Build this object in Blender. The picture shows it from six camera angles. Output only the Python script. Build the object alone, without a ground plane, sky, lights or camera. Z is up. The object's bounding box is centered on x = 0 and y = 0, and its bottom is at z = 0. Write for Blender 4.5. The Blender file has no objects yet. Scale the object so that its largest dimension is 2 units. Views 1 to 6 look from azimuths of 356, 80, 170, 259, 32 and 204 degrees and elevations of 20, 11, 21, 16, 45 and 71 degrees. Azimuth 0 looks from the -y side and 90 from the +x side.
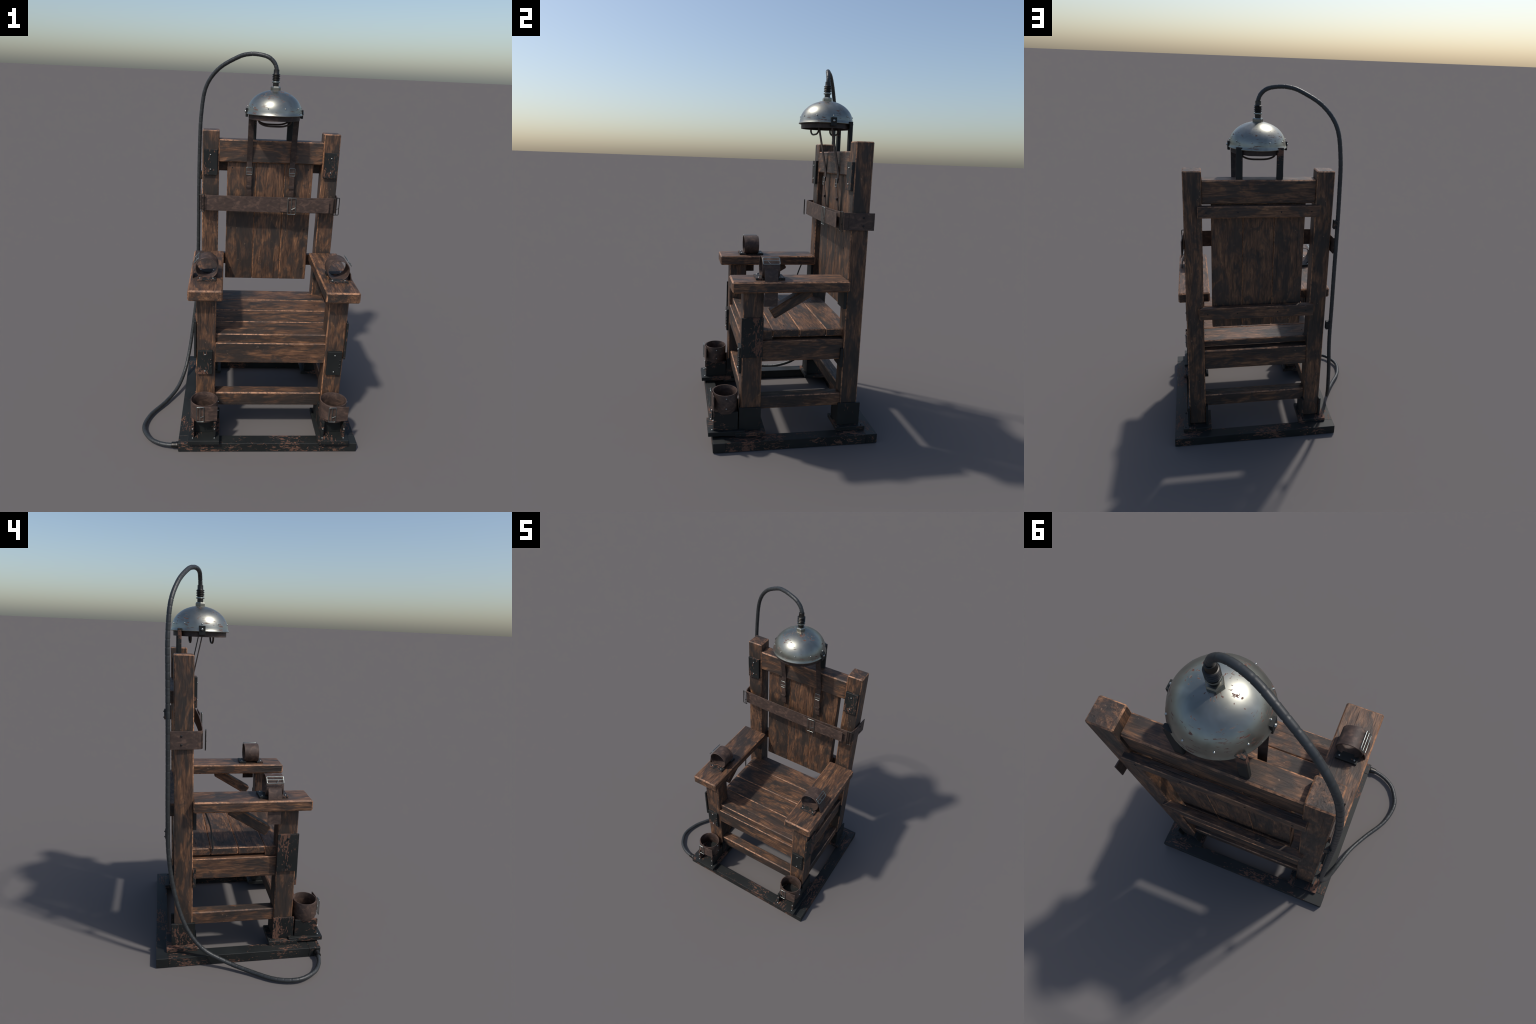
import bpy, bmesh, math, random
from mathutils import Vector, Matrix

random.seed(11)
CX = 0.107            # the chair's own middle plane; the cable loop widens the box on the other side

# ------------------------------------------------------------------ node helpers
class Nodes:
    def __init__(self, name):
        self.m = bpy.data.materials.new(name)
        self.m.use_nodes = True
        self.t = self.m.node_tree
        self.t.nodes.clear()
        self.out = self.t.nodes.new('ShaderNodeOutputMaterial')
        self.b = self.t.nodes.new('ShaderNodeBsdfPrincipled')
        self.t.links.new(self.b.outputs[0], self.out.inputs[0])
    def n(self, kind, **kw):
        x = self.t.nodes.new('ShaderNode' + kind)
        for k, v in kw.items():
            setattr(x, k, v)
        return x
    def link(self, a, b):
        self.t.links.new(a, b)
    def val(self, sock, v):
        if hasattr(v, 'links') or hasattr(v, 'is_linked'):
            self.link(v, sock)
        else:
            sock.default_value = v
    def coords(self, scale, vary=0.0, offset=0.0):
        tc = self.n('TexCoord')
        v = tc.outputs['Object']
        if vary:
            info = self.n('ObjectInfo')
            comb = self.n('CombineXYZ')
            for i, k in enumerate((17.0, 31.0, 53.0)):
                mu = self.math('MULTIPLY', info.outputs['Random'], k * vary)
                self.link(mu, comb.inputs[i])
            ad = self.n('VectorMath', operation='ADD')
            self.link(v, ad.inputs[0]); self.link(comb.outputs[0], ad.inputs[1])
            v = ad.outputs[0]
        mp = self.n('Mapping')
        self.link(v, mp.inputs['Vector'])
        mp.inputs['Scale'].default_value = scale
        mp.inputs['Location'].default_value = (offset, offset * .7, offset * 1.3)
        return mp.outputs[0]
    def noise(self, vec, scale=1.0, detail=4.0, rough=0.55, dist=0.0):
        x = self.n('TexNoise')
        self.link(vec, x.inputs['Vector'])
        x.inputs['Scale'].default_value = scale
        x.inputs['Detail'].default_value = detail
        x.inputs['Roughness'].default_value = rough
        x.inputs['Distortion'].default_value = dist
        return x.outputs['Fac']
    def math(self, op, a, b=0.0, clamp=False):
        x = self.n('Math', operation=op, use_clamp=clamp)
        self.val(x.inputs[0], a); self.val(x.inputs[1], b)
        return x.outputs[0]
    def smooth(self, v, lo, hi, a=0.0, b=1.0):
        x = self.n('MapRange', interpolation_type='SMOOTHSTEP')
        self.link(v, x.inputs[0])
        for i, q in enumerate((lo, hi, a, b)):
            x.inputs[i + 1].default_value = q
        return x.outputs[0]
    def ramp(self, v, stops):
        x = self.n('ValToRGB')
        cr = x.color_ramp
        while len(cr.elements) < len(stops):
            cr.elements.new(0.5)
        for e, (p, c) in zip(cr.elements, stops):
            e.position = p
            e.color = (c[0], c[1], c[2], 1)
        self.link(v, x.inputs[0])
        return x.outputs[0]
    def mix(self, f, a, b, blend='MIX'):
        x = self.n('Mix', data_type='RGBA', blend_type=blend)
        self.val(x.inputs[0], f)
        for s, v in ((x.inputs[6], a), (x.inputs[7], b)):
            if isinstance(v, tuple):
                s.default_value = (v[0], v[1], v[2], 1)
            else:
                self.link(v, s)
        return x.outputs[2]
    def bump(self, h, strength=0.3, dist=0.002):
        x = self.n('Bump')
        x.inputs['Strength'].default_value = strength
        x.inputs['Distance'].default_value = dist
        self.link(h, x.inputs['Height'])
        self.link(x.outputs[0], self.b.inputs['Normal'])
    def done(self, color=None, rough=0.5, metal=0.0, spec=0.5):
        if color is not None:
            self.val(self.b.inputs['Base Color'], color if not isinstance(color, tuple) else (*color, 1))
        self.val(self.b.inputs['Roughness'], rough)
        self.val(self.b.inputs['Metallic'], metal)
        self.b.inputs['Specular IOR Level'].default_value = spec
        return self.m

# ------------------------------------------------------------------ materials
WOOD_PALE = (.30, .19, .12)

def wood(name, worn):
    k = Nodes(name)
    fine = k.noise(k.coords((8.0, 55, 55), 1.0), 1.0, 6, .68, 1.1)          # grain streaks along the board
    band = k.noise(k.coords((4.5, 18, 18), 1.0, 3.1), 1.0, 4, .62, 1.8)     # broad figure
    blot = k.noise(k.coords((6.0, 13, 13), 1.0, 7.7), 1.0, 4, .6, 1.4)    # dark stain patches
    crack = k.noise(k.coords((2.4, 110, 110), 1.0, 1.7), 1.0, 2, .5, .2)
    speck = k.noise(k.coords((70, 110, 110), 1.0, 5.0), 1.0, 2, .5, 0)
    speck_area = k.noise(k.coords((9, 18, 18), 1.0, 9.0), 1.0, 1, .5, 0)
    g = k.math('ADD', k.math('MULTIPLY', fine, .52), k.math('MULTIPLY', band, .48))
    base = k.ramp(g, [(.33, (.030, .019, .0135)), (.44, (.070, .0370, .0225)), (.52, (.116, .0590, .0330)),
                      (.60, (.175, .0880, .0440)), (.70, (.30, .155, .078))])
    hair = k.noise(k.coords((16, 190, 190), 1.0, 21.0), 1.0, 3, .6, .4)      # hair-fine fibres
    base = k.mix(1.0, base, k.ramp(hair, [(.32, (.55, .53, .50)), (.50, (1, 1, 1)), (.66, (1.5, 1.42, 1.34))]), 'MULTIPLY')
    stain = k.smooth(blot, .46, .60)
    c = k.mix(k.math('MULTIPLY', stain, .80), base, (.036, .0275, .0230))
    char = k.noise(k.coords((2.6, 7.5, 7.5), 1.0, 13.3), 1.0, 4, .6, 1.0)   # large charred areas
    c = k.mix(k.smooth(char, .49, .60, 0, .84), c, (.023, .0190, .0165))
    c = k.mix(k.smooth(crack, .66, .74, 0, .75), c, (.012, .009, .007))
    sp = k.math('MULTIPLY', k.smooth(speck, .68, .74), k.smooth(speck_area, .50, .60))
    c = k.mix(k.math('MULTIPLY', sp, .55), c, WOOD_PALE)
    if worn:
        w1 = k.noise(k.coords((60, 70, 70), 1.0, 4.0), 1.0, 3, .6, .3)
        w2 = k.noise(k.coords((7, 9, 9), 1.0, 2.2), 1.0, 2, .5, 0)
        f = k.math('MULTIPLY', k.smooth(w1, .36, .60, .15, 1), k.smooth(w2, .36, .62, .12, .95))
        c = k.mix(f, c, (.42, .205, .105))
    h = k.math('SUBTRACT', k.math('MULTIPLY', fine, 1.0), k.smooth(crack, .64, .74, 0, .8))
    k.bump(h, .45, .004)
    return k.done(c, k.smooth(fine, .35, .7, .62, .50), 0, .42)

def chipped_metal(name):
    k = Nodes(name)
    a = k.noise(k.coords((40, 115, 115), 1.0), 1.0, 3, .55, 1.0)
    b = k.noise(k.coords((5.5, 9, 9), 1.0, 6.2), 1.0, 2, .5, 0)
    tone = k.noise(k.coords((6, 6, 6), 1.0, 2.0), 1.0, 3, .5, 0)
    v = k.math('ADD', a, k.math('MULTIPLY', k.math('SUBTRACT', b, .5), 1.0))
    chip = k.smooth(v, .640, .665)
    paint = k.ramp(tone, [(.35, (.0068, .0082, .0080)), (.65, (.0130, .0148, .0142))])
    c = k.mix(k.math('MULTIPLY', chip, .9), paint, (.135, .066, .043))
    k.bump(k.math('SUBTRACT', 1.0, chip), .25, .0015)
    return k.done(c, k.smooth(v, .62, .66, .58, .85), 0, .36)

def helmet_steel():
    k = Nodes('scuffed_steel')
    tc = k.n('TexCoord')
    sep = k.n('SeparateXYZ'); k.link(tc.outputs['Object'], sep.inputs[0])
    ang = k.math('ARCTAN2', sep.outputs[1], sep.outputs[0])
    comb = k.n('CombineXYZ')                       # scratches run round the dome
    k.link(k.math('MULTIPLY', ang, 4.5), comb.inputs[0])
    k.link(k.math('MULTIPLY', sep.outputs[2], 210.0), comb.inputs[1])
    k.link(k.math('MULTIPLY', ang, 0.0), comb.inputs[2])
    a = k.noise(comb.outputs[0], 1.0, 3, .55, .7)
    b = k.noise(k.coords((17, 17, 22), 0, 4.4), 1.0, 2, .5, 0)
    v = k.math('ADD', a, k.math('MULTIPLY', k.math('SUBTRACT', b, .5), .8))
    chip = k.smooth(v, .655, .685)
    tone = k.noise(k.coords((14, 14, 14), 0, 1.0), 1.0, 3, .5, .5)
    steel = k.ramp(tone, [(.3, (.215, .220, .195)), (.7, (.335, .335, .295))])
    c = k.mix(chip, steel, (.115, .055, .040))
    k.bump(k.noise(k.coords((40, 40, 40)), 1.0, 2, .5), .05, .001)
    return k.done(c, k.smooth(v, .64, .70, .37, .7), k.smooth(v, .645, .675, .95, .2), .5)

def plain_metal(name, col, rough):
    k = Nodes(name)
    t = k.noise(k.coords((60, 60, 60), 1.0), 1.0, 3, .6)
    c = k.ramp(t, [(.3, tuple(x * .7 for x in col)), (.7, col)])
    return k.done(c, rough, 1.0)

def leather(name, col):
    k = Nodes(name)
    a = k.noise(k.coords((26, 26, 40), 1.0), 1.0, 4, .6, .8)
    b = k.noise(k.coords((260, 260, 260), 1.0), 1.0, 2, .5)
    hi = (col[0] * 1.9, col[1] * 1.8, col[2] * 1.65)
    c = k.ramp(a, [(.34, tuple(x * .68 for x in col)), (.52, col), (.68, hi)])
    k.bump(k.math('ADD', a, k.math('MULTIPLY', b, .35)), .22, .002)
    return k.done(c, .62, 0, .4)

def rubber():
    k = Nodes('black_rubber')
    a = k.noise(k.coords((30, 30, 30)), 1.0, 4, .6)
    c = k.ramp(a, [(.3, (.0165, .0185, .0195)), (.7, (.030, .033, .034))])
    k.bump(k.noise(k.coords((220, 220, 220)), 1.0, 2), .12, .001)
    return k.done(c, .47, 0, .5)

def simple(name, col, rough=.8, metal=0):
    k = Nodes(name)
    t = k.noise(k.coords((90, 90, 90)), 1.0, 2)
    return k.done(k.ramp(t, [(.3, tuple(x * .75 for x in col)), (.7, col)]), rough, metal)

WOOD = wood('dark_stained_wood', False)
WOODW = wood('worn_wood_edge', True)
IRON = chipped_metal('black_chipped_paint')
STEEL = helmet_steel()
BOLT = plain_metal('bright_bolt_steel', (.46, .47, .44), .32)
BUCKLE = plain_metal('dull_buckle_steel', (.33, .36, .34), .34)
DARKSTEEL = plain_metal('dark_gland_steel', (.062, .059, .055), .42)
LEATHER = leather('brown_leather', (.060, .038, .030))
LEATHERD = leather('dark_leather', (.034, .022, .018))
RUBBER = rubber()
NAIL = simple('nail_iron', (.008, .007, .007), .7)

# ------------------------------------------------------------------ object helpers
def empty(name):
    e = bpy.data.objects.new(name, None)
    bpy.context.scene.collection.objects.link(e)
    return e

ROOT = empty('electric_chair')
ROOT['label'] = 'dark wooden electric chair with leather straps and steel helmet'
ROOT['category'] = 'electric chair'

def put(name, me, parent=None, loc=(0, 0, 0), rot=None):
    o = bpy.data.objects.new(name, me)
    bpy.context.scene.collection.objects.link(o)
    m = Matrix.Translation(Vector(loc))
    if rot is not None:
        m = m @ rot.to_4x4()
    p = parent or ROOT
    o.parent = p
    o.matrix_basis = WORLD.get(p.name, Matrix.Identity(4)).inverted() @ m
    WORLD[o.name] = m
    return o
WORLD = {}

def mesh(name, bm, mats, smooth=None):
    me = bpy.data.meshes.new(name)
    bmesh.ops.recalc_face_normals(bm, faces=bm.faces)
    bm.to_mesh(me); bm.free()
    for m in (mats if isinstance(mats, (list, tuple)) else [mats]):
        me.materials.append(m)
    if smooth is not None:
        for p in me.polygons:
            p.use_smooth = True
        me.set_sharp_from_angle(angle=math.radians(smooth))
    return me

PERM = {'x': Matrix.Identity(3),
        'y': Matrix(((0, -1, 0), (1, 0, 0), (0, 0, 1))),
        'z': Matrix(((0, 0, -1), (0, 1, 0), (1, 0, 0)))}

def block(name, xr, yr, zr, grain='x', mats=None, cham=.005, parent=None, tilt=None, ragged=0.0):
    """A rectangular piece given by its extents; local X runs along the grain. Edges are
    chamfered and the chamfers carry the second material (worn edge)."""
    mats = mats or [WOOD, WOODW]
    xr, yr, zr = sorted(xr), sorted(yr), sorted(zr)
    c = Vector(((xr[0] + xr[1]) / 2, (yr[0] + yr[1]) / 2, (zr[0] + zr[1]) / 2))
    d = Vector((xr[1] - xr[0], yr[1] - yr[0], zr[1] - zr[0]))
    R = PERM[grain]
    ld = R.inverted() @ d
    ld = Vector((abs(ld.x), abs(ld.y), abs(ld.z)))
    bm = bmesh.new()
    bmesh.ops.create_cube(bm, size=1)
    bmesh.ops.scale(bm, vec=ld, verts=bm.verts)
    if ragged:
        # cut along the length, then let the long edges wander a little, as sawn timber does
        n = max(2, int(ld.x / .05))
        ed = [e for e in bm.edges if abs(e.verts[0].co.x - e.verts[1].co.x) > 1e-4]
        bmesh.ops.subdivide_edges(bm, edges=ed, cuts=n, use_grid_fill=True)
        rnd = random.Random(name + str(c))
        for v in bm.verts:
            if abs(abs(v.co.x) - ld.x / 2) > 1e-4:
                v.co.y += rnd.uniform(-ragged, ragged); v.co.z += rnd.uniform(-ragged, ragged)
    if cham:
        ed = [e for e in bm.edges if len(e.link_faces) == 2 and e.calc_face_angle(0) > .8]
        bmesh.ops.bevel(bm, geom=ed, offset=min(cham, min(ld) * .3), segments=1, profile=.5, affect='EDGES')
        bm.normal_update()
        if len(mats) > 1:
            for f in bm.faces:
                n = f.normal
                if max(abs(n.x), abs(n.y), abs(n.z)) < .9:
                    f.material_index = 1
    M = R if tilt is None else tilt @ R
    return put(name, mesh(name, bm, mats), parent, c, M)

def rod(name, p, axis, r, h, mat, parent=None, seg=14, dome=False):
    """short cylinder or domed bolt head standing on point p along axis"""
    key = (name, round(r, 5), round(h, 5), mat.name, dome)
    if key not in SHARED:
        bm = bmesh.new()
        prof = [(r, 0), (r, h * .45), (r * .8, h * .8), (r * .4, h)] if dome else [(r, 0), (r, h * .85), (r * .86, h)]
        rings = []
        for (q, z) in prof:
            rings.append([bm.verts.new((q * math.cos(2 * math.pi * i / seg), q * math.sin(2 * math.pi * i / seg), z)) for i in range(seg)])
        for a, b in zip(rings, rings[1:]):
            for i in range(seg):
                bm.faces.new((a[i], a[(i + 1) % seg], b[(i + 1) % seg], b[i]))
        bm.faces.new(rings[-1]); bm.faces.new(rings[0][::-1])
        SHARED[key] = mesh(name, bm, mat, 50)
    rot = Vector((0, 0, 1)).rotation_difference(Vector(axis).normalized()).to_matrix()
    return put(name, SHARED[key], parent, p, rot)
SHARED = {}

def bolt(p, axis, parent=None, r=.0044, h=.005, mat=None):
    return rod('bolt', p, axis, r, h, mat or BOLT, parent, dome=True)

def nail(p, axis, parent=None, r=.0042):
    return rod('nail', p, axis, r, .0012, NAIL, parent, seg=10)

def lathe(name, prof, mat, at, seg=48, parent=None, smooth=35, sx=1.0, sy=1.0, closed=False):
    bm = bmesh.new()
    rings = []
    for r, z in prof:
        if r < 1e-5:
            rings.append([bm.verts.new((0, 0, z))])
        else:
            rings.append([bm.verts.new((sx * r * math.cos(2 * math.pi * i / seg), sy * r * math.sin(2 * math.pi * i / seg), z)) for i in range(seg)])
    pairs = list(zip(rings, rings[1:]))
    if closed:
        pairs.append((rings[-1], rings[0]))
    for a, b in pairs:
        for i in range(seg):
            j = (i + 1) % seg
            if len(a) == 1 and len(b) == 1:
                continue
            if len(a) == 1:
                bm.faces.new((a[0], b[i], b[j]))
            elif len(b) == 1:
                bm.faces.new((a[i], a[j], b[0]))
            else:
                bm.faces.new((a[i], a[j], b[j], b[i]))
    return put(name, mesh(name, bm, mat, smooth), parent, at)

def spline(pts, per=10):
    P = [Vector(p) for p in pts]
    out = []
    for i in range(len(P) - 1):
        a, b, c, d = P[max(i - 1, 0)], P[i], P[i + 1], P[min(i + 2, len(P) - 1)]
        for k in range(per):
            u = k / per
            out.append(.5 * ((2 * b) + (c - a) * u + (2 * a - 5 * b + 4 * c - d) * u * u + (3 * b - a - 3 * c + d) * u ** 3))
    out.append(P[-1])
    return out

def sweep(name, path, section, mat, parent=None, smooth=40, up=None, radius=None, closed=False, origin=(0, 0, 0)):
    """sweep a closed 2D section along a path; 'up' fixes the section's second axis,
    otherwise the frame is carried along without twist"""
    o = Vector(origin)
    path = [Vector(p) - o for p in path]
    n = len(path)
    bm = bmesh.new()
    rings = []
    side = None
    for i, p in enumerate(path):
        if closed:
            t = (path[(i + 1) % n] - path[i - 1]).normalized()
        else:
            t = (path[min(i + 1, n - 1)] - path[max(i - 1, 0)]).normalized()
        if up is not None:
            u = Vector(up); s = t.cross(u).normalized(); w = s.cross(t).normalized()
        else:
            if side is None:
                ref = Vector((0, 0, 1)) if abs(t.z) < .9 else Vector((0, 1, 0))
                s = t.cross(ref).normalized()
            else:
                s = (side - t * side.dot(t)).normalized()
            side = s; w = s.cross(t).normalized()
        k = radius(i) if radius else 1.0
        rings.append([bm.verts.new(p + s * (a * k) + w * (b * k)) for a, b in section])
    m = len(section)
    rng = n if closed else n - 1
    for i in range(rng):
        A, B = rings[i], rings[(i + 1) % n]
        for j in range(m):
            bm.faces.new((A[j], A[(j + 1) % m], B[(j + 1) % m], B[j]))
    if not closed:
        bm.faces.new(rings[0][::-1]); bm.faces.new(rings[-1])
    return put(name, mesh(name, bm, mat, smooth), parent, o)

def circle(r, n=12):
    return [(r * math.cos(2 * math.pi * i / n), r * math.sin(2 * math.pi * i / n)) for i in range(n)]

def rect(w, h, c=.0006):
    """w across, h along 'up'; corners nipped"""
    a, b = w / 2, h / 2
    return [(-a + c, -b), (a - c, -b), (a, -b + c), (a, b - c), (a - c, b), (-a + c, b), (-a, b - c), (-a, -b + c)]

def strap(name, path, width, thick, mat, parent=None, up=(0, 0, 1)):
    return sweep(name, path, rect(thick, width), mat, parent, 30, up=up)

def buckle(center, ux, uy, w, h, parent, wire=.0021, prong=True, mat=None):
    """rectangular wire frame with a middle bar and a tongue; ux, uy span its plane"""
    BK = mat or BUCKLE
    c, ux, uy = Vector(center), Vector(ux).normalized(), Vector(uy).normalized()
    nz = ux.cross(uy)
    rc = .004
    pts = []
    for sx, sy, a0 in ((1, 1, 0), (-1, 1, 90), (-1, -1, 180), (1, -1, 270)):
        for k in range(4):
            a = math.radians(a0 + k * 30)
            pts.append(c + ux * (sx * (w / 2 - rc) + rc * math.cos(a)) + uy * (sy * (h / 2 - rc) + rc * math.sin(a)))
    o = sweep('buckle', pts, circle(wire, 8), BK, parent, 60, closed=True, origin=c)
    if prong:
        sweep('buckle_bar', [c - uy * h / 2 - ux * w * .04, c + uy * h / 2 - ux * w * .04], circle(wire * .9, 8), BK, parent, 60, origin=c)
    if prong:
        sweep('buckle_tongue', [c - ux * w * .04 - uy * h * .22, c + ux * w * .26 - uy * h * .14 + nz * .001, c + ux * w * .5 - uy * h * .08 + nz * .003],
              circle(wire * .75, 8), BK, parent, 60, origin=c)
    return o

def X(a):
    return CX + a

def both(f):
    for s in (-1, 1):
        f(s)

def xs(s, a, b):
    return (X(s * a), X(s * b))

IR = [IRON]
# ------------------------------------------------------------------ base frame
block('base_beam', xs(1, -.475, .475), (-.430, -.366), (0, .052), 'x', IR, .0015)
block('base_beam', xs(1, -.475, .475), (.388, .452), (0, .052), 'x', IR, .0015)
both(lambda s: block('base_beam', xs(s, .407, .4745), (-.366, .388), (0, .0515), 'y', IR, .0012))

# ------------------------------------------------------------------ timber frame
def posts(s):
    block('back_post', xs(s, .294, .388), (.2615, .3555), (.075, 1.5895), 'z', cham=.005)
    block('front_leg', xs(s, .289, .390), (-.282, -.177), (.075, .832), 'z', cham=.005)
    block('armrest', xs(s, .257, .4305), (-.3430, .2640), (.829, .8865), 'y', cham=.007)
    block('seat_rail', xs(s, .312, .376), (-.18, .265), (.4465, .5590), 'y', cham=.004)
    block('stretcher', xs(s, .318, .380), (-.18, .265), (.183, .253), 'y', cham=.005)
    # diagonal brace under the arm, leaning back from the leg
    a, b = Vector((X(s * .342), -.128, .698)), Vector((X(s * .342), .075, .822))
    d = b - a
    ang = math.atan2(d.z, d.y)
    tilt = Matrix.Rotation(ang, 3, 'X')
    m = (a + b) / 2
    L = d.length
    block('arm_brace', (m.x - .030, m.x + .030), (m.y - L / 2, m.y + L / 2), (m.z - .027, m.z + .027), 'y', cham=.006, tilt=tilt)
both(posts)
block('stretcher', xs(1, -.292, .292), (-.268, -.204), (.175, .256), 'x', cham=.006)
block('stretcher', xs(1, -.297, .297), (.278, .340), (.184, .260), 'x', cham=.005)
block('seat_rail', xs(1, -.292, .292), (-.279, -.215), (.449, .5655), 'x', cham=.004)
block('seat_rail', xs(1, -.297, .297), (.290, .347), (.441, .562), 'x', cham=.005)

edges = [-.263, -.119, .025, .169, .313]
for a, b in zip(edges, edges[1:]):
    sl = block('seat_slat', xs(1, -.358, .358), (a + .0008, b - .0008), (.556 if a < -.2 else .5705, .610), 'x', cham=.0045)
    for s in (-1, 1):
        nail((X(s * .285), (a + b) / 2, .610), (0, 0, 1), sl, .0036)

# backrest
block('top_rail', xs(1, -.297, .297), (.262, .343), (1.416, 1.542), 'x', cham=.006)
for i in range(3):
    x0, x1 = -.2475 + i * .165, -.0825 + i * .165
    bd = block('back_board', xs(1, x0 + .0007, x1 - .0007), (.282, .3300), (.705, 1.430), 'z', cham=.003)
    if i != 1:
        for z in (1.383, 1.025, .775):
            nail((X(-.218 if i == 0 else .219), .282, z), (0, -1, 0), bd)
for zr in ((1.353, 1.4140), (.775, .844)):
    bt = block('back_batten', xs(1, -.315, .318), (.3450, .377), zr, 'x', cham=.003)
    for x in (-.271, -.111, .113, .274):
        nail((X(x), .377, (zr[0] + zr[1]) / 2), (0, 1, 0), bt)

# ------------------------------------------------------------------ iron fittings
def fittings(s):
    # plates the posts stand on, and cheek plates that hold them
    for (y0, y1) in ((-.311, -.150), (.236, .398)):
        fp = block('foot_plate', xs(s, .262, .425), (y0, y1), (.0525, .0745), 'y', IR, .0015)
        if y0 > 0:
            bolt((X(s * .412), y1 - .018, .0745), (0, 0, 1), fp, mat=IRON)
            bolt((X(s * .412), y0 + .016, .0745), (0, 0, 1), fp, mat=IRON)
        else:
            bolt((X(s * .410), y1 - .012, .0745), (0, 0, 1), fp, mat=IRON)
            bolt((X(s * .276), y1 - .012, .0745), (0, 0, 1), fp, mat=IRON)
    block('cheek_plate', xs(s, .389, .400), (-.291, -.175), (.0755, .201), 'z', IR, .001)
    block('cheek_plate', xs(s, .276, .289), (-.291, -.175), (.0755, .201), 'z', IR, .001)
    block('cheek_plate', xs(s, .386, .398), (.248, .372), (.0755, .200), 'z', IR, .001)
    block('cheek_plate', xs(s, .281, .294), (.248, .372), (.0755, .200), 'z', IR, .001)
    block('cheek_plate', xs(s, .294, .386), (.250, .262), (.0755, .198), 'x', IR, .001)
    # plate on the outer side of the leg
    p = block('side_plate', xs(s, .389, .400), (-.289, -.176), (.480, .692), 'z', IR, .001)
    for z in (.667, .509):
        rod('bolt', (X(s * .400), -.232, z), (s, 0, 0), .0055, .004, IRON, p, dome=True)
    # plates on the fronts of leg and post
    p = block('front_plate', (X(s * .342) - .039, X(s * .342) + .038), (-.295, -.281), (.387, .527), 'z', IR, .0012)
    for z in (.506, .407):
        bolt((X(s * .342), -.295, z), (0, -1, 0), p)
    for z in (.475, .452, .432):                       # weld lumps near one edge
        rod('weld_lump', (X(s * .342) + .030, -.295, z), (0, -1, 0), .0045, .004, IRON, p, dome=True)
    p = block('front_plate', (X(s * .342) - .039, X(s * .342) + .039), (.247, .262), (1.344, 1.487), 'z', IR, .0012)
    for z in (1.457, 1.375):
        bolt((X(s * .342), .247, z), (0, -1, 0), p)
    # angle irons on the post, below arm and seat rail
    block('angle_iron', xs(s, .289, .391), (.246, .262), (.728, .829), 'z', IR, .001)
    block('angle_iron', xs(s, .289, .391), (.246, .262), (.405, .510), 'z', IR, .001)
    # ankle shelf and its fork
    block('ankle_shelf', xs(s, .260, .423), (-.452, -.262), (.063, .086), 'y', IR, .0012)
    m = X(s * .342)
    for t in (-1, 1):
        pl = block('ankle_fork', (m + t * .050, m + t * .063), (-.424, -.297), (.0865, .184), 'y', IR, .001)
        bolt((m + t * .0565, -.424, .140), (0, -1, 0), pl)
        bolt((m + t * .0565, -.430, .0865), (0, 0, 1), pl)
    block('ankle_fork', (m - .0495, m + .0495), (-.381, -.298), (.0865, .178), 'x', IR, .001)
both(fittings)

# ------------------------------------------------------------------ ankle cuffs
def ankle(s):
    m = X(s * .342)
    c = lathe('ankle_cuff', [(1.0, .180), (1.0, .278), (.985, .2805), (.95, .2805), (.935, .278), (.935, .180), (.95, .178), (.985, .178)],
              LEATHER, (m, -.360, 0), 56, sx=.071, sy=.065, closed=True)
    path = []
    for i in range(9):                                  # tongue leaves the cuff at the front and runs off straight
        a = math.radians(200 + i * 7.5)
        k = .93 + .06 * min(1, i / 5)
        path.append((m + .0745 * k * math.cos(a), -.360 + .0685 * k * math.sin(a), .2365))
    path += [(m + .005, -.4305, .2365), (m + .040, -.428, .2365), (m + .069, -.424, .236)]
    strap('cuff_tongue', path, .086, .004, LEATHER, c)
    buckle((m - .017, -.4365, .2375), (1, 0, 0), (0, 0, 1), .037, .087, c)
    for z in (.264, .209):
        bolt((m + .0705, -.360, z), (1, 0, 0), c, .0036, .005)
both(ankle)

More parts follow.
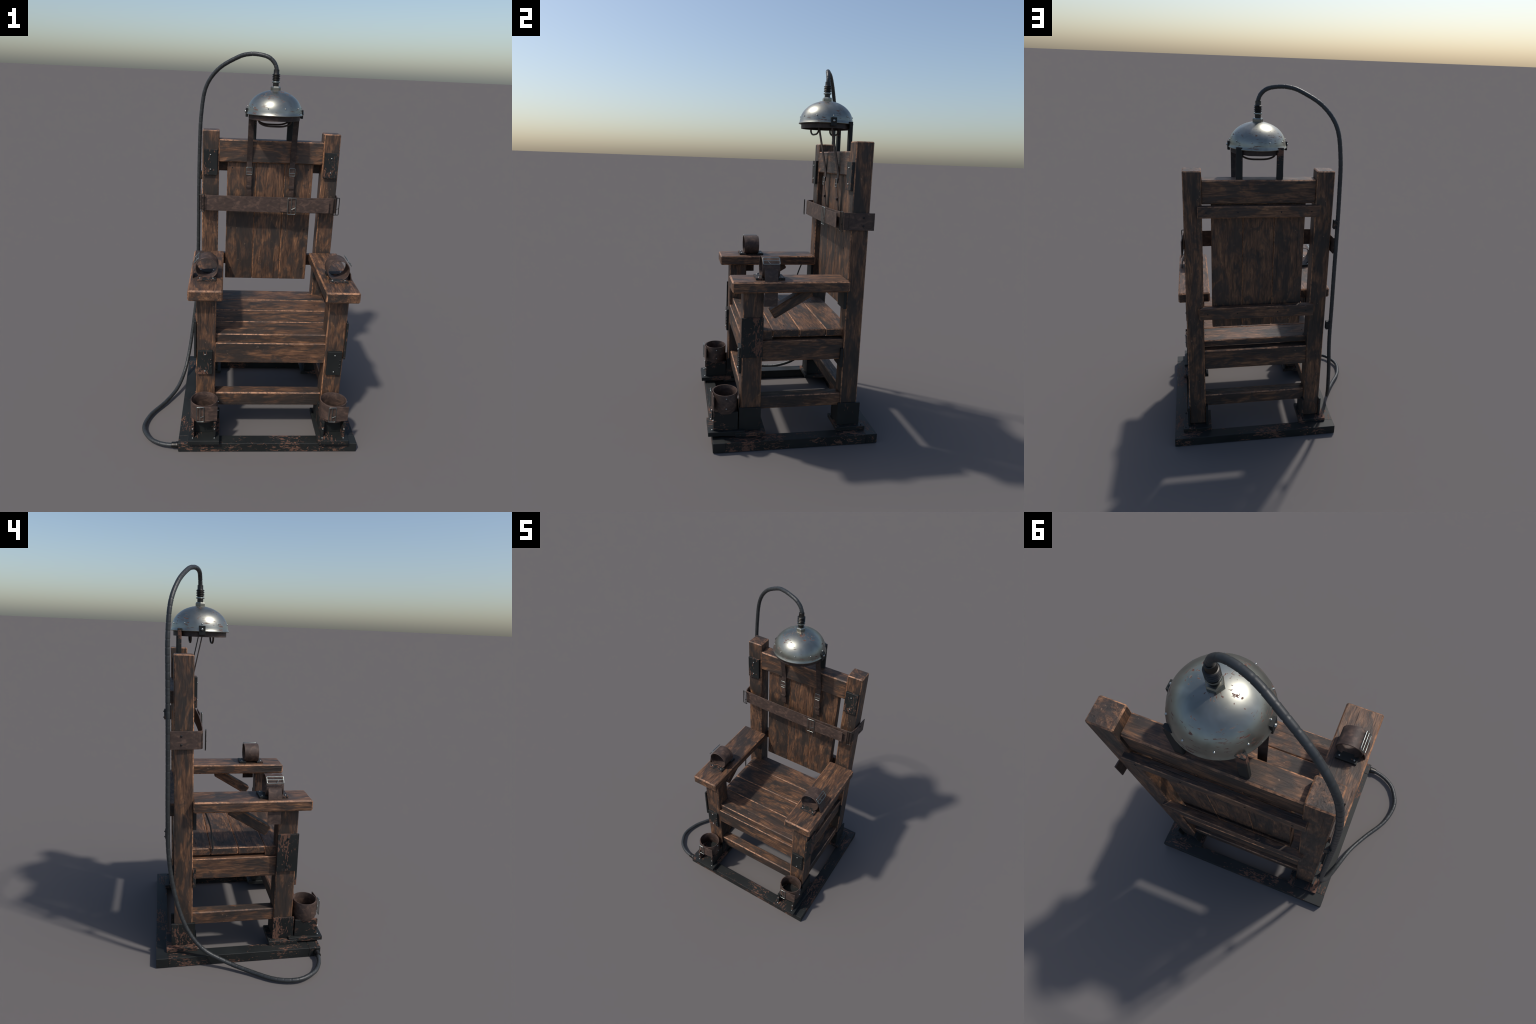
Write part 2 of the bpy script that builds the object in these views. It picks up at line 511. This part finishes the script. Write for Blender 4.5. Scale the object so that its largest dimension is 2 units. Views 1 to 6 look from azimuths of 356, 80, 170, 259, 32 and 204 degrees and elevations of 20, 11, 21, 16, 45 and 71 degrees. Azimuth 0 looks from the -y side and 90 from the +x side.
# ------------------------------------------------------------------ wrist cuffs
def wrist(s):
    m = X(s * .342)
    ax = Matrix.Rotation(math.radians(90), 3, 'X')
    bm_prof = [(.0585, -.044), (.0585, .044), (.0573, .0455), (.0552, .0455), (.0540, .044), (.0540, -.044), (.0552, -.0455), (.0573, -.0455)]
    c = lathe('wrist_cuff', bm_prof, LEATHER, (0, 0, 0), 56, closed=True)
    c.matrix_basis = Matrix.Translation((m, -.146, .9450)) @ ax.to_4x4()
    WORLD[c.name] = c.matrix_basis.copy()
    # overlapping outer layer that leaves the cuff and drops through the armrest
    path = [(m + s * .0575, -.146, .946), (m + s * .0600, -.146, .935)]
    path += [(m + s * .0665, -.146, .925), (m + s * .0725, -.146, .895), (m + s * .0745, -.146, .86), (m + s * .0745, -.146, .757)]
    strap('wrist_strap', path, .069, .0045, LEATHER, c, up=(0, 1, 0))
    ang = math.radians(38)
    n = Vector((s * math.cos(ang), 0, math.sin(ang)))
    t = Vector((s * math.sin(ang), 0, -math.cos(ang)))
    buckle(Vector((m, -.146, .9455)) + n * .0675, t, (0, 1, 0), .036, .086, c)
    for y0, y1 in ((-.221, -.180), (-.112, -.071)):
        pl = block('cuff_plate', (m - .048, m + .048), (y0, y1), (.8865, .898), 'x', IR, .001, parent=c)
        y = -.206 if y0 < -.15 else -.086
        for t2 in (-1, 1):
            rod('cuff_bolt', (m + t2 * .0335, y, .898), (0, 0, 1), .0042, .004, BOLT, c, dome=True)
    block('cuff_plate', (m - .030, m + .030), (-.1795, -.1125), (.8865, .890), 'x', IR, .0005, parent=c)
both(wrist)

# ------------------------------------------------------------------ chest strap
flat = spline([(X(-.3915), .250, 1.19), (X(-.391), .236, 1.19), (X(-.383), .223, 1.19), (X(-.355), .2185, 1.19), (X(-.25), .2140, 1.19), (X(-.10), .2100, 1.19),
               (X(.05), .2085, 1.19), (X(.20), .2100, 1.19), (X(.31), .2135, 1.19), (X(.365), .2165, 1.19), (X(.385), .222, 1.19), (X(.3915), .236, 1.19), (X(.3915), .250, 1.19)], 6)
chest = strap('chest_strap', flat, .089, .005, LEATHER)
for s in (-1, 1):
    strap('strap_flap', spline([(X(s * .3935), .245, 1.19), (X(s * .3965), .28, 1.19), (X(s * .398), .33, 1.19), (X(s * .400), .355, 1.19), (X(s * .4015), .378, 1.19)], 4), .089, .005, LEATHER, chest)
    for z in (1.211, 1.168):
        rod('rivet', (X(s * .4), .321, z), (s, 0, 0), .0055, .004, NAIL, chest, dome=True)
buckle((X(-.3865), .206, 1.1905), (1, -.15, 0), (0, 0, 1), .029, .097, chest, .0024, True, DARKSTEEL)
buckle((X(.1235), .187, 1.1895), (1, .05, 0), (0, 0, 1), .046, .095, chest)
buckle((X(.385), .208, 1.1895), (1, .1, 0), (0, 0, 1), .032, .100, chest, .0024, True, DARKSTEEL)
strap('strap_tongue', spline([(X(.060), .2040, 1.190), (X(.11), .197, 1.190), (X(.18), .1945, 1.190), (X(.26), .1960, 1.1895), (X(.340), .1960, 1.189)], 8), .076, .004, LEATHER, chest)

# ------------------------------------------------------------------ helmet
HC = (CX, .2105, 0)
prof = [(.1518, 1.6885), (.1530, 1.6910), (.1522, 1.6935), (.1488, 1.6975)]
for i in range(1, 19):
    a = math.radians(90 * i / 18)
    prof.append((.1475 * math.cos(a) if i < 18 else 0, 1.700 + .1155 * math.sin(a)))
inner = [(0, 1.8115)]
for i in range(1, 12):
    a = math.radians(90 - 90 * i / 11)
    inner.append((.1435 * math.cos(a), 1.699 + .1125 * math.sin(a)))
inner += [(.1435, 1.6895), (.1500, 1.688)]
bmz = 1.70
helm = lathe('helmet', [(r, z - bmz) for r, z in prof + inner], STEEL, (CX, .2105, bmz), 48, smooth=50, closed=True)
lathe('helmet_band', [(.1385, 1.663), (.1385, 1.700), (.1280, 1.700), (.1280, 1.663)], LEATHERD, HC, 48, helm, closed=True)
for i in range(10):
    a = math.radians(36 * i)
    n = Vector((math.cos(a), math.sin(a), .28))
    rod('rivet', (CX + .1425 * math.cos(a), .2105 + .1425 * math.sin(a), 1.7265), n, .0036, .0055, BOLT, helm, dome=True)
for s in (-1, 1):
    cl = block('helmet_clamp', xs(s, .1425, .155), (.194, .2265), (1.673, 1.718), 'z', IR, .001, parent=helm)
    rod('clamp_bolt', (X(s * .155), .2105, 1.700), (s, 0, 0), .0065, .006, BOLT, helm, dome=True)
    # uprights that carry the helmet on the top rail
    up = [(X(s * .1035), .322, 1.538), (X(s * .1035), .3200, 1.7015)]
    sweep('helmet_support', up, rect(.033, .0195, .003), IRON, None, 30, up=(0, 1, 0))
# cable gland on the crown
hexn = [(.0, 1.810), (.0255, 1.810), (.0268, 1.814), (.0268, 1.828), (.0235, 1.8335), (.0150, 1.8335), (0, 1.834)]
lathe('gland_nut', hexn, STEEL, HC, 6, helm, 20)
lathe('gland_ring', [(.0157, 1.851), (.0208, 1.8515), (.0222, 1.8545), (.0208, 1.8580), (.0157, 1.8585)], BUCKLE, HC, 28, helm, 60)
neck = [(0, 1.831), (.0155, 1.831), (.0155, 1.863)]
for i in range(4):
    z = 1.8645 + i * .0085
    neck += [(.0165, z - .0015), (.0205, z), (.0218, z + .0018), (.0205, z + .0036), (.0165, z + .005)]
neck += [(.0150, 1.8985), (.0148, 1.917), (.0135, 1.918), (0, 1.918)]
lathe('cable_gland', neck, DARKSTEEL, HC, 28, helm, 35)
# loops under the band
for y, in ((.262,), (.148,)):
    pts = spline([(X(-.086), y, 1.668), (X(-.084), y, 1.652), (X(-.070), y, 1.641), (X(-.042), y, 1.633), (X(0), y, 1.6315),
                  (X(.042), y, 1.633), (X(.070), y, 1.641), (X(.084), y, 1.652), (X(.086), y, 1.668)], 5)
    sweep('chin_loop', pts, circle(.0048, 10), LEATHERD, helm)

# straps hanging from the helmet over the top rail
for s in (-1, 1):
    x = X(s * .1225)
    path = [(x, .2085, 1.690), (x, .2095, 1.663), (x, .233, 1.555), (x, .2575, 1.440), (x, .2600, 1.415), (x, .2590, 1.392), (x, .2570, 1.37)]
    hs = strap('head_strap', spline(path, 4), .0305, .004, LEATHERD, None, up=(1, 0, 0))
    path = [(x, .2550, 1.395), (x, .2530, 1.365), (x + .001, .2565, 1.325), (x + .002, .2630, 1.285), (x + .003, .2640, 1.255), (x + .004, .2700, 1.222)]
    strap('strap_tail', spline(path, 4), .0285, .0035, LEATHER, hs, up=(1, 0, 0))
    block('strap_keeper', (x - .016, x + .016), (.2525, .2605), (1.276, 1.289), 'x', [LEATHERD], .0006, parent=hs)
    buckle((x, .2510, 1.3715), (1, 0, 0), (0, 0, 1), .033, .043, hs, .0017, False)
    sweep('buckle_bar', [(x - .0165, .2505, 1.366), (x + .0165, .2505, 1.366)], circle(.0015, 8), BUCKLE, hs)

# ------------------------------------------------------------------ cable
ctrl = [(.107, .2105, 1.905), (.106, .2110, 1.925), (.093, .213, 1.952), (.064, .218, 1.976), (.020, .231, 1.9875), (-.033, .253, 1.989), (-.095, .285, 1.972),
        (-.199, .334, 1.909), (-.268, .370, 1.810), (-.294, .383, 1.660), (-.302, .384, 1.474), (-.3055, .3845, 1.265), (-.3065, .3855, 1.055), (-.308, .3875, .832),
        (-.311, .384, .606), (-.331, .354, .398), (-.352, .299, .223), (-.377, .215, .104), (-.415, .097, .043), (-.474, -.017, .020),
        (-.549, -.141, .016), (-.5702, -.255, .019), (-.530, -.345, .022), (-.475, -.387, .022), (-.420, -.405, .024), (-.375, -.408, .026)]
cp = spline(ctrl, 14)
# sleeve joints: the rubber swells and nips in where one sleeve meets the next
length = [0.0]
for a, b in zip(cp, cp[1:]):
    length.append(length[-1] + (b - a).length)
resampled, step, j = [], .004, 0
total = length[-1]
q = 0.0
while q < total:
    while length[j + 1] < q:
        j += 1
    u = (q - length[j]) / (length[j + 1] - length[j])
    resampled.append(cp[j].lerp(cp[j + 1], u)); q += step
resampled.append(cp[-1])
def sleeve(i):
    ph = (i % 9)
    return .89 if ph == 0 else (1.035 if ph == 1 else 1.0)
cable = sweep('cable', resampled, circle(.0111, 14), RUBBER, None, 40, radius=sleeve)
pl = lathe('cable_plug', [(0, 0), (.0165, 0), (.0175, .003), (.0175, .012), (.0155, .015), (.0155, .032), (.0140, .036), (0, .036)], DARKSTEEL, (0, 0, 0), 20, cable)
pl.matrix_basis = Matrix.Translation((X(-.475), -.408, .0265)) @ Matrix.Rotation(math.radians(-90), 4, 'Y')
for z in (1.316, .717):
    cl = block('cable_clip', (-.303, -.2795), (.3760, .4010), (z - .024, z + .024), 'z', IR, .0015, parent=cable)
    for dz in (-.014, .014):
        rod('clip_bolt', (-.296, .4010, z + dz), (0, 1, 0), .0036, .004, NAIL, cable, dome=True)
# thin lead from under the arm into the seat
sweep('thin_wire', spline([(-.262, .215, .845), (-.261, .198, .806), (-.259, .175, .740), (-.258, .163, .670), (-.258, .158, .598)], 6), circle(.0042, 10), RUBBER)
